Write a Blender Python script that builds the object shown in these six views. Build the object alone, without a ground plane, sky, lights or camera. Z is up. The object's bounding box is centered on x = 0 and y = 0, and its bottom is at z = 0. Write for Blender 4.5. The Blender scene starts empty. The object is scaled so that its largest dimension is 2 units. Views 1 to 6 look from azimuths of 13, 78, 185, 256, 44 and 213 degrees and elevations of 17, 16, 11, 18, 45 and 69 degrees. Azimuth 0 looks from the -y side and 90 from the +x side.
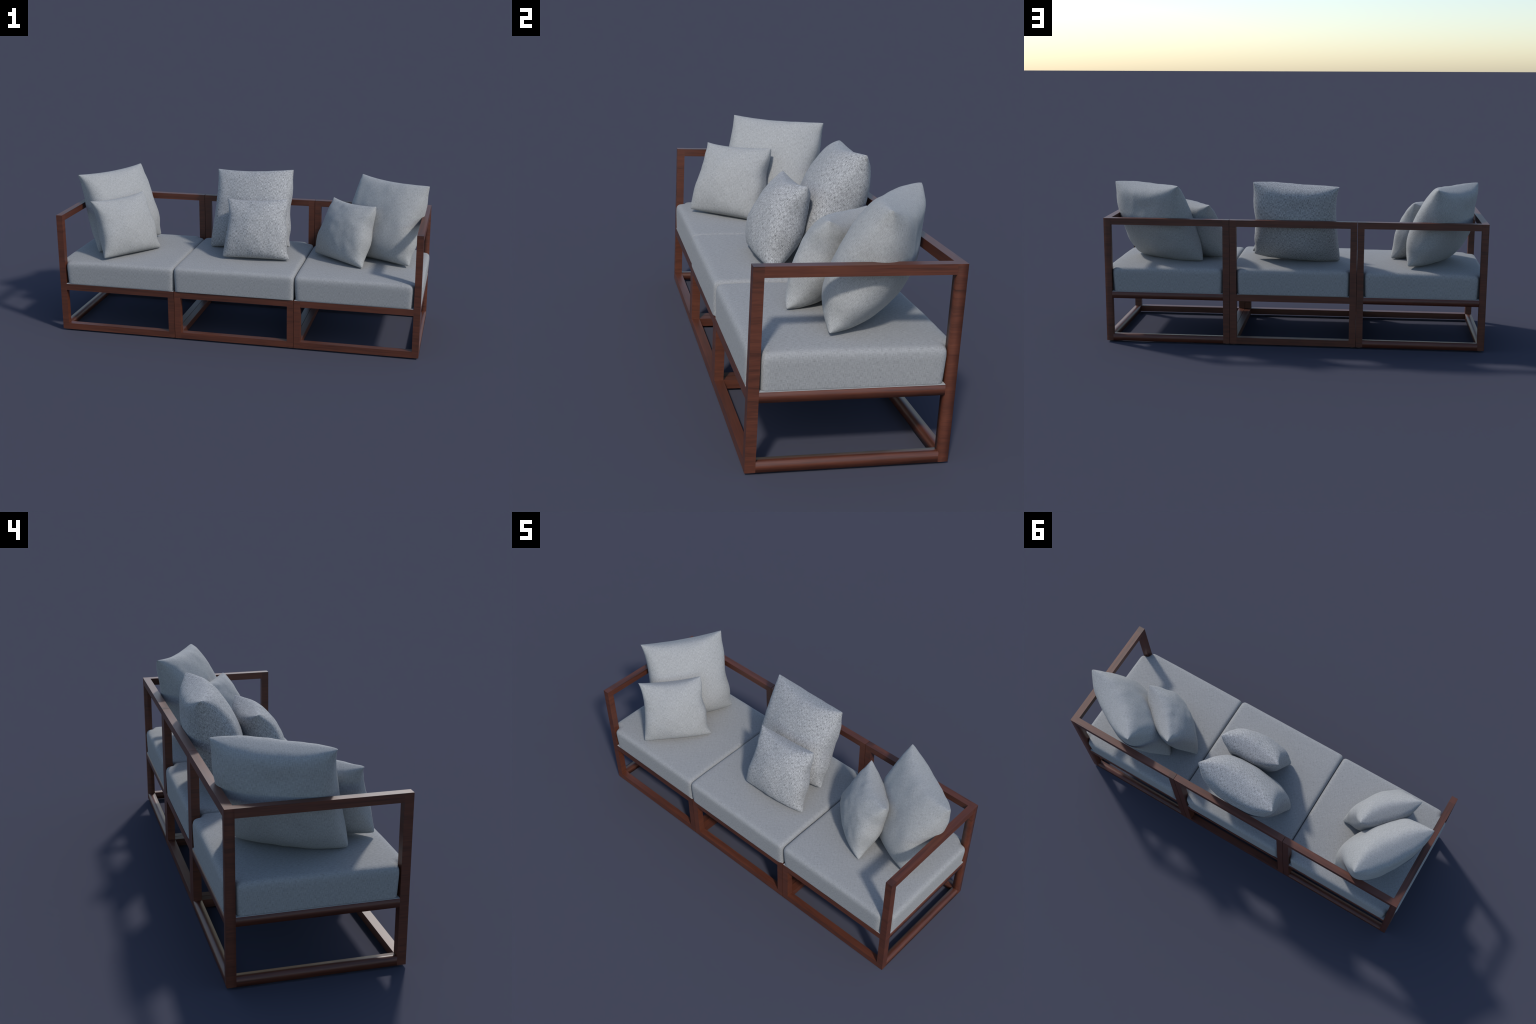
"""Three-seat modular sofa: open frame of reddish-brown square timber, grey
box seat cushions, three large and three small throw pillows."""
import bpy, bmesh, math
from mathutils import Vector, Matrix, noise

COL = bpy.context.scene.collection

# --------------------------------------------------------------- dimensions
BAR = 0.0343                    # square section of every timber
X_OUT = 0.9956                  # outer face of the arms
X_JOIN = 0.3319                 # where two modules meet
GAP = 0.0011                    # half of the hairline between modules
Y_FRONT, Y_BACK = -0.3300, 0.3340
Z_FOOT, Z_SEAT, Z_TOP = 0.0065, 0.2740, 0.6690


# ---------------------------------------------------------------- materials
class Graph:
    """Small helper for writing node trees."""

    def __init__(self, name):
        self.mat = bpy.data.materials.new(name)
        self.mat.use_nodes = True
        self.t = self.mat.node_tree
        self.bsdf = self.t.nodes["Principled BSDF"]

    def node(self, kind, ins=None, **props):
        n = self.t.nodes.new(kind)
        for k, v in props.items():
            setattr(n, k, v)
        for k, v in (ins or {}).items():
            if isinstance(v, bpy.types.NodeSocket):
                self.t.links.new(v, n.inputs[k])
            else:
                n.inputs[k].default_value = v
        return n

    def link(self, a, b):
        self.t.links.new(a, b)

    def math(self, op, a, b=0.0, c=0.0):
        return self.node("ShaderNodeMath", {0: a, 1: b, 2: c}, operation=op).outputs[0]

    def noise(self, vec, scale, detail=2.0, rough=0.5, dist=0.0):
        return self.node("ShaderNodeTexNoise", {"Vector": vec, "Scale": scale, "Detail": detail,
                                                "Roughness": rough, "Distortion": dist}).outputs["Fac"]

    def mapped(self, vec, scale, loc=(0, 0, 0)):
        return self.node("ShaderNodeMapping", {"Vector": vec, "Scale": scale, "Location": loc}).outputs[0]

    def ramp(self, fac, stops):
        n = self.node("ShaderNodeValToRGB", {"Fac": fac})
        e = n.color_ramp.elements
        while len(e) < len(stops):
            e.new(0.5)
        for el, (p, c) in zip(e, stops):
            el.position = p
            el.color = (*c, 1.0)
        return n.outputs["Color"]


def wood(name, stretch):
    """Oiled reddish timber; `stretch` gives the grain frequency per axis."""
    g = Graph(name)
    co = g.node("ShaderNodeTexCoord").outputs["Object"]
    rnd = g.node("ShaderNodeObjectInfo").outputs["Random"]
    off = g.node("ShaderNodeCombineXYZ", {0: g.math("MULTIPLY", rnd, 7.0), 1: g.math("MULTIPLY", rnd, 3.0),
                                          2: g.math("MULTIPLY", rnd, 11.0)}).outputs[0]
    p = g.node("ShaderNodeVectorMath", {0: co, 1: off}, operation="ADD").outputs[0]
    grain = g.noise(g.mapped(p, stretch), 1.0, 5.0, 0.6, 0.6)
    fibre = g.noise(g.mapped(p, tuple(3.6 * s for s in stretch)), 1.0, 3.0, 0.55, 0.2)
    cloud = g.noise(p, 5.0, 2.0)
    f = g.math("MULTIPLY_ADD", grain, 0.56, g.math("MULTIPLY", fibre, 0.34))
    f = g.math("MULTIPLY_ADD", cloud, 0.14, f)
    f = g.math("MULTIPLY_ADD", rnd, 0.05, g.math("SUBTRACT", f, 0.025))
    c = g.ramp(f, [(0.34, WOOD_DARK), (0.52, WOOD_MID), (0.70, WOOD_LIGHT)])
    g.link(c, g.bsdf.inputs["Base Color"])
    g.link(g.math("MULTIPLY_ADD", grain, 0.12, WOOD_ROUGH - 0.06), g.bsdf.inputs["Roughness"])
    g.bsdf.inputs["Specular IOR Level"].default_value = WOOD_SPEC
    bump = g.node("ShaderNodeBump", {"Strength": 0.06, "Distance": 0.002, "Height": grain})
    g.link(bump.outputs[0], g.bsdf.inputs["Normal"])
    return g.mat


def fabric(name, dark, light, thread, streak, contrast, mottle, rough=0.9):
    """Woven cloth: fine warp threads along local z, weft along local x."""
    g = Graph(name)
    co = g.node("ShaderNodeTexCoord").outputs["Object"]
    # lay the cloth flat on whichever way the surface mostly faces
    nrm = g.node("ShaderNodeTexCoord").outputs["Normal"]
    ab = g.node("ShaderNodeVectorMath", {0: nrm}, operation="ABSOLUTE").outputs[0]
    n = g.node("ShaderNodeSeparateXYZ", {0: ab}).outputs
    p = g.node("ShaderNodeSeparateXYZ", {0: co}).outputs
    side = g.math("MULTIPLY", g.math("GREATER_THAN", n[0], n[1]), g.math("GREATER_THAN", n[0], n[2]))
    flat = g.math("MULTIPLY", g.math("GREATER_THAN", n[2], n[1]), g.math("GREATER_THAN", n[2], n[0]))
    across = g.math("MULTIPLY_ADD", side, g.math("SUBTRACT", p[1], p[0]), p[0])
    along = g.math("MULTIPLY_ADD", flat, g.math("SUBTRACT", p[1], p[2]), p[2])
    cloth = g.node("ShaderNodeCombineXYZ", {0: across, 1: along, 2: g.math("MULTIPLY_ADD", side, 2.0, flat)}).outputs[0]
    slow = thread * 0.12
    warp = g.noise(g.mapped(cloth, (thread, slow, 1.0)), 1.0, 0.0)
    weft = g.noise(g.mapped(cloth, (slow, thread, 1.0), (3, 5, 7)), 1.0, 0.0)
    slub = g.noise(g.mapped(cloth, (thread, thread * streak, 1.0), (11, 2, 5)), 2.2, 1.0, 0.6)
    patch = g.noise(co, 30.0, 3.0, 0.6)
    # plain weave: warp and weft take turns on top
    pitch = math.pi * thread
    over = g.math("MULTIPLY", g.math("SINE", g.math("MULTIPLY", across, pitch)), g.math("SINE", g.math("MULTIPLY", along, pitch)))
    over = g.math("MULTIPLY_ADD", over, 0.5, 0.58)
    f = g.math("MULTIPLY_ADD", over, g.math("SUBTRACT", warp, weft), weft)
    f = g.math("MULTIPLY_ADD", g.math("SUBTRACT", slub, 0.5), 0.45, f)
    f = g.math("MULTIPLY_ADD", g.math("SUBTRACT", f, 0.5), contrast, 0.5)
    f = g.math("MULTIPLY_ADD", g.math("SUBTRACT", patch, 0.5), mottle, f)
    mid = tuple(0.42 * d + 0.58 * l for d, l in zip(dark, light))
    c = g.ramp(f, [(0.05, dark), (0.48, mid), (0.95, light)])
    g.link(c, g.bsdf.inputs["Base Color"])
    g.bsdf.inputs["Roughness"].default_value = rough
    g.bsdf.inputs["Specular IOR Level"].default_value = 0.25
    g.bsdf.inputs["Sheen Weight"].default_value = 0.05
    g.bsdf.inputs["Sheen Roughness"].default_value = 0.5
    bump = g.node("ShaderNodeBump", {"Strength": 0.25, "Distance": 0.0012, "Height": f})
    g.link(bump.outputs[0], g.bsdf.inputs["Normal"])
    return g.mat


WOOD_DARK = (0.036, 0.0122, 0.0066)
WOOD_MID = (0.084, 0.0232, 0.0115)
WOOD_LIGHT = (0.122, 0.0350, 0.0165)
WOOD_ROUGH, WOOD_SPEC = 0.45, 0.5

M_WOOD_X = wood("timber_grain_lengthwise", (2.5, 55.0, 75.0))
M_WOOD_Y = wood("timber_grain_depthwise", (55.0, 2.5, 75.0))
M_WOOD_Z = wood("timber_grain_crosswise", (5.0, 5.0, 95.0))
M_SEAT = fabric("seat_cloth_grey", (0.112, 0.114, 0.115), (0.384, 0.386, 0.386), 660.0, 0.45, 0.85, 0.07)
M_PILLOW = fabric("pillow_cloth_heather", (0.128, 0.130, 0.130), (0.434, 0.436, 0.430), 640.0, 0.45, 0.85, 0.09)
M_TWEED = fabric("pillow_cloth_tweed", (0.035, 0.036, 0.038), (0.50, 0.502, 0.504), 660.0, 0.50, 1.55, 0.04)
M_PANEL = fabric("seat_panel_cloth", (0.26, 0.265, 0.265), (0.42, 0.425, 0.425), 520.0, 0.5, 1.0, 0.1)
g = Graph("glide_rubber")
g.bsdf.inputs["Base Color"].default_value = (0.03, 0.026, 0.024, 1)
g.bsdf.inputs["Roughness"].default_value = 0.7
M_GLIDE = g.mat


# ------------------------------------------------------------------ helpers
def thing(name, mesh, parent=None, mat=None, loc=(0, 0, 0), rot=None):
    ob = bpy.data.objects.new(name, mesh)
    COL.objects.link(ob)
    if rot is not None:
        ob.matrix_world = Matrix.Translation(loc) @ rot.to_4x4()
    else:
        ob.location = loc
    if parent:
        ob.parent = parent
    if mat and mesh:
        mesh.materials.clear()
        mesh.materials.append(mat)
    return ob


def bar(name, lo, hi, mat, parent, soft=False):
    """A timber between two corner points. `soft` timbers have eased arrises:
    their four long faces share normals, so they shade as if rounded."""
    lo, hi = Vector(lo), Vector(hi)
    mid, half = (lo + hi) / 2, (hi - lo) / 2
    bm = bmesh.new()
    bmesh.ops.create_cube(bm, size=2.0)
    for v in bm.verts:
        v.co = Vector((v.co.x * half.x, v.co.y * half.y, v.co.z * half.z))
    axis = max(range(3), key=lambda i: half[i])
    bm.normal_update()
    for f in bm.faces:
        end = abs(f.normal[axis]) > 0.5
        f.smooth = soft and not end
        for e in f.edges:
            if end or not soft:
                e.smooth = False
    me = bpy.data.meshes.new(name)
    bm.to_mesh(me)
    bm.free()
    return thing(name, me, parent, mat, mid)


def rounded_slab(name, outline, z0, z1, ease, voxel=0.005):
    """A foam slab with the given plan outline, softened all round."""
    bm = bmesh.new()
    ring = [bm.verts.new((x, y, z0)) for x, y in outline]
    face = bm.faces.new(ring)
    top = bmesh.ops.extrude_face_region(bm, geom=[face])
    for v in top["geom"]:
        if isinstance(v, bmesh.types.BMVert):
            v.co.z = z1
    bmesh.ops.recalc_face_normals(bm, faces=bm.faces)
    me = bpy.data.meshes.new(name)
    bm.to_mesh(me)
    bm.free()
    ob = thing(name, me)
    b = ob.modifiers.new("round", "BEVEL")
    b.width, b.segments, b.limit_method, b.use_clamp_overlap = 0.027, 6, "ANGLE", True
    r = ob.modifiers.new("voxels", "REMESH")
    r.mode, r.voxel_size, r.use_smooth_shade = "VOXEL", voxel, True
    s = ob.modifiers.new("ease", "SMOOTH")
    s.factor, s.iterations = 0.5, ease
    dg = bpy.context.evaluated_depsgraph_get()
    out = bpy.data.meshes.new_from_object(ob.evaluated_get(dg))
    out.name = name
    bpy.data.objects.remove(ob)
    out.polygons.foreach_set("use_smooth", [True] * len(out.polygons))
    return out


# ------------------------------------------------------------------ the sofa
sofa = bpy.data.objects.new("sofa", None)
COL.objects.link(sofa)
sofa["label"] = "low three-seat sofa, red-brown timber frame, grey cushions"
sofa["category"] = "sofa"

F0, F1 = Y_FRONT, Y_FRONT + BAR          # front timbers in y
B0, B1 = Y_BACK - BAR, Y_BACK            # back timbers in y
S0, S1 = Z_SEAT - BAR, Z_SEAT            # seat rails in z
L0, L1 = Z_FOOT, Z_FOOT + BAR            # floor rails in z
T0, T1 = Z_TOP - BAR, Z_TOP              # top rails in z


def module(x0, x1, outer):
    """One seat module between x0 and x1; outer is -1, 0 or +1 (arm side)."""
    w = BAR
    for side, xa, xb in ((-1, x0, x0 + w), (1, x1 - w, x1)):
        arm = side == outer
        # posts: full height where an arm or the back is carried
        bar("back_post", (xa, B0, L0), (xb, B1, T1), M_WOOD_Z, sofa, soft=arm)
        bar("front_post", (xa, F0, L0), (xb, F1, T1 if arm else S1), M_WOOD_Z, sofa)
        # depth rails between the posts
        bar("floor_rail", (xa, F1, L0), (xb, B0, L1), M_WOOD_Y, sofa, soft=arm)
        bar("seat_rail", (xa, F1, S0), (xb, B0, S1), M_WOOD_Y, sofa, soft=arm)
        if arm:
            bar("arm_rail", (xa, F1, T0), (xb, B0, T1), M_WOOD_Y, sofa)
        for ya, yb in ((F0, F1), (B0, B1)):
            x, y = (xa + xb) / 2, (ya + yb) / 2
            bar("foot_glide", (x - 0.007, y - 0.007, 0.0), (x + 0.007, y + 0.007, L0), M_GLIDE, sofa)
    a, b = x0 + w, x1 - w
    bar("floor_rail", (a, F0, L0), (b, F1, L1), M_WOOD_X, sofa)
    bar("floor_rail", (a, B0, L0), (b, B1, L1), M_WOOD_X, sofa, soft=outer != 0)
    bar("seat_rail", (a, F0, S0), (b, F1, S1), M_WOOD_X, sofa)
    bar("seat_rail", (a, B0, S0), (b, B1, S1), M_WOOD_X, sofa, soft=outer != 0)
    bar("back_rail", (a, B0, T0), (b, B1, T1), M_WOOD_X, sofa)


module(-X_OUT, -X_JOIN - GAP, -1)
module(-X_JOIN + GAP, X_JOIN - GAP, 0)
module(X_JOIN + GAP, X_OUT, 1)


# seat panels: thin upholstered boards lying on the seat rails
def panel(name, outline, z0, z1):
    bm = bmesh.new()
    face = bm.faces.new([bm.verts.new((x, y, z0)) for x, y in outline])
    ext = bmesh.ops.extrude_face_region(bm, geom=[face])
    for v in ext["geom"]:
        if isinstance(v, bmesh.types.BMVert):
            v.co.z = z1
    bmesh.ops.recalc_face_normals(bm, faces=bm.faces)
    me = bpy.data.meshes.new(name)
    bm.to_mesh(me)
    bm.free()
    return thing(name, me, sofa, M_PANEL)


def notched(x_in, x_wide, x_out, x_post, yf, yb, yp_f, yp_b, s):
    """Plan of an end seat: notched round both outer posts and the back
    joint post. s mirrors it to the other side."""
    pts = [(x_wide, yf), (x_post, yf), (x_post, yp_f), (x_out, yp_f), (x_out, yp_b), (x_post, yp_b),
           (x_post, yb), (x_in, yb), (x_in, yp_b), (x_wide, yp_b)]
    pts = [(s * x, y) for x, y in pts]
    return pts if s > 0 else pts[::-1]


for s in (-1, 1):
    panel("seat_panel", notched(X_JOIN + BAR + 0.003, X_JOIN + 0.004, X_OUT - 0.0008, X_OUT - BAR - 0.001,
                                F0 + 0.0020, B1 - 0.0020, F1 + 0.001, B0 - 0.001, s), Z_SEAT + 0.0004, Z_SEAT + 0.0022)
xm = X_JOIN - 0.004
panel("seat_panel", [(-xm, F0 + 0.004), (xm, F0 + 0.004), (xm, B0 - 0.001), (xm - BAR, B0 - 0.001),
                     (xm - BAR, B1 - 0.004), (-xm + BAR, B1 - 0.004), (-xm + BAR, B0 - 0.001), (-xm, B0 - 0.001)],
      Z_SEAT + 0.0004, Z_SEAT + 0.0022)


def settle(me, cx, z0, z1, taper_x, taper_y, seed, crown=0.002, end=0):
    """Sides lean in toward the base, the top is faintly crowned and lumpy."""
    for v in me.vertices:
        p = v.co
        t = min(1.0, max(0.0, (p.z - z0) / (z1 - z0)))
        k = (1.0 - min(1.0, t / 0.72) ** 0.8)
        dx, dy = p.x - cx, p.y
        r = 0.33
        p.x -= taper_x * k * max(-1.0, min(1.0, (dx / r))) ** 3
        p.y -= taper_y * k * max(-1.0, min(1.0, (dy / r))) ** 3
        q = Vector((p.x * 7.0 + seed, p.y * 7.0, p.z * 7.0))
        n = noise.noise(q) + 0.5 * noise.noise(q * 2.3)
        e = max(0.0, 1 - (dx / r) ** 2) * max(0.0, 1 - (dy / r) ** 2)
        p.z += t * (crown * e + 0.0012 * n)
        p.z -= t * (0.008 * max(0.0, end * dx / r) ** 2.5 + 0.004 * abs(dy / r) ** 4)
        p.z = max(p.z, z0)                     # flat underside on the board
    me.update()


CZ = Z_SEAT + 0.0030
for s, seed in ((-1, 3.1), (1, 8.7)):
    me = rounded_slab("seat_cushion", notched(X_JOIN + BAR + 0.0045, X_JOIN + 0.0005, 1.0012, X_OUT - BAR - 0.005,
                                              Y_FRONT - 0.0035, Y_BACK + 0.0010, F1 + 0.002, B0 - 0.002, s),
                      CZ - 0.030, 0.4112, 32)
    settle(me, s * 0.664, CZ, 0.412, 0.007, 0.0035, seed, 0.004, s)
    thing("seat_cushion", me, sofa, M_SEAT)
xm = X_JOIN + 0.0003
xn = xm - BAR - 0.005
me = rounded_slab("seat_cushion", [(-xm, -0.3375), (xm, -0.3375), (xm, B0 - 0.002), (xn, B0 - 0.002), (xn, 0.3362),
                                   (-xn, 0.3362), (-xn, B0 - 0.002), (-xm, B0 - 0.002)], CZ - 0.030, 0.4157, 32)
settle(me, 0.0, CZ, 0.416, 0.003, 0.003, 5.5, 0.004)
thing("seat_cushion", me, sofa, M_SEAT)


# ------------------------------------------------------------- throw pillows
def pillow_mesh(name, corners, thick, pinch, seed, wave, fill, belly, n=96, lump=0.004):
    """A stuffed square pillow in its own frame: x to the right, z up, y back.
    corners: top left, top right, bottom left, bottom right."""
    tl, tr, bl, br = (Vector(c) for c in corners)
    bm = bmesh.new()
    sides = {}
    for side in (-1, 1):
        for i in range(n + 1):
            for j in range(n + 1):
                rim = i in (0, n) or j in (0, n)
                if side == 1 and rim:
                    sides[1, i, j] = sides[-1, i, j]
                    continue
                u = math.sin((i / n - 0.5) * math.pi)      # denser toward the rim
                v = math.sin((j / n - 0.5) * math.pi)
                blunt = 1.012 - 0.024 * (u * v) ** 18          # rounded corner tips
                a, b = (u * blunt + 1) / 2, (v * blunt + 1) / 2
                p = (bl * (1 - a) + br * a) * (1 - b) + (tl * (1 - a) + tr * a) * b
                # edges drawn in between the corners
                p.x -= (0.70 if u > 0 else 1.15 + 0.55 * v) * pinch * u * abs(u) * (1 - v * v) ** 0.7
                p.z -= (1.0 if v > 0 else 0.10) * pinch * v * abs(v) * (1 - u * u) ** 0.7
                # the right-hand edge puckers along its seam
                p.x += max(0.0, u) ** 3 * (1 - v * v) ** 0.6 * (0.0050 * math.sin(wave[0] * v + wave[1])
                                                                - 0.009 * math.exp(-((v + 0.78) / 0.16) ** 2))
                fu, fv = max(0.0, 1 - u * u), max(0.0, 1 - v * v)
                f = (fu * fv) ** 0.31 * (1.0 - 0.55 * (u * v) ** 4)
                sag = 1.0 - 0.16 * v * (1 - v * v) + 0.10 * u * (1 - u * u)          # stuffing sinks
                q = Vector((u * 1.7 + seed, side * 3.0, v * 1.7))
                k = noise.noise(q) + 0.5 * noise.noise(q * 2.1)
                h = thick / 2 * f * sag + lump * k * min(1.0, 3 * f) * f ** 0.3
                if side > 0:                               # slumped back: flat above, full below
                    h *= 1.05 * (fu * fv) ** 0.06 * (1.0 + 0.13 * min(0.0, v))
                    h += fill * f * (math.exp(-((u + 0.5) ** 2 + (v + 0.15) ** 2) / 0.2)
                                     - math.exp(-(u * u / 0.5 + (v - 0.65) ** 2 / 0.08)))
                else:
                    h *= 1.0 + 0.08 * min(0.0, v)
                    h += belly * f * math.exp(-((u + 0.1) ** 2 + v * v) / 0.35)
                # short puckers running in from the seam
                edge = max(abs(u), abs(v))
                run = v if abs(u) > abs(v) else u
                h += 0.0022 * noise.noise(Vector((run * 7.0, side * 2.0 + seed, edge * 1.6))) * edge ** 4 * min(1.0, 3 * f)
                p.y += side * max(h, 0.0)
                # wandering seam
                p.y += 0.006 * noise.noise(Vector((u * 1.3, v * 1.3, seed)))
                sides[side, i, j] = bm.verts.new(p)
    for side in (-1, 1):
        for i in range(n):
            for j in range(n):
                q = [sides[side, i, j], sides[side, i + 1, j], sides[side, i + 1, j + 1], sides[side, i, j + 1]]
                bm.faces.new(q if side < 0 else q[::-1]).smooth = True
    bm.normal_update()
    me = bpy.data.meshes.new(name)
    bm.to_mesh(me)
    bm.free()
    return me


BIG = pillow_mesh("large_throw_pillow", [(-.2310, .0016, .2222), (.2272, .0011, .2270), (-.2341, -.0013, -.2357),
                                         (.2371, .0080, -.2171)], 0.232, 0.021, 2.0, (6.3, -1.26), 0.012, 0.0, lump=0.0065)
SMALL = pillow_mesh("small_throw_pillow", [(-.1782, .0043, .1644), (.1651, -.0068, .1711), (-.1797, -.0054, -.1648),
                                           (.1927, .0054, -.1674)], 0.174, 0.019, 6.0, (7.0, -3.68), 0.004, 0.010, lump=0.006)
PILLOWS = [  # mesh, kind, cloth, place, yaw, lean, spin, look
    (BIG, "large_throw_pillow", M_PILLOW, (-.7819, .0901, .6332), 58.8, 22.6, 0.5, "large square stuffed pillow in pale grey heather cloth"),
    (BIG, "large_throw_pillow", M_TWEED, (-.0061, .1662, .6439), -3.6, 22.7, -1.7, "large square stuffed pillow in coarse grey tweed"),
    (BIG, "large_throw_pillow", M_PILLOW, (.7512, .1212, .6309), -30.3, 23.1, 1.2, "large square stuffed pillow in pale grey heather cloth"),
    (SMALL, "small_throw_pillow", M_PILLOW, (-.6861, -.1056, .5752), 51.2, 23.2, -0.1, "small square stuffed pillow in pale grey heather cloth"),
    (SMALL, "small_throw_pillow", M_TWEED, (.0671, -.0522, .5823), 3.9, 22.6, 0.3, "small square stuffed pillow in coarse grey tweed"),
    (SMALL, "small_throw_pillow", M_PILLOW, (.5567, .0246, .5746), -39.1, 22.6, -0.3, "small square stuffed pillow in pale grey heather cloth"),
]
for mesh, kind, cloth, place, yaw, lean, spin, look in PILLOWS:
    rot = (Matrix.Rotation(math.radians(yaw), 3, "Z") @ Matrix.Rotation(math.radians(-lean), 3, "X")
           @ Matrix.Rotation(math.radians(spin), 3, "Y"))
    ob = thing(kind, mesh, rot=rot, loc=place)
    if not mesh.materials:
        mesh.materials.append(cloth)
    ob.material_slots[0].link = "OBJECT"
    ob.material_slots[0].material = cloth
    ob["label"] = look
    ob["category"] = "throw pillow"
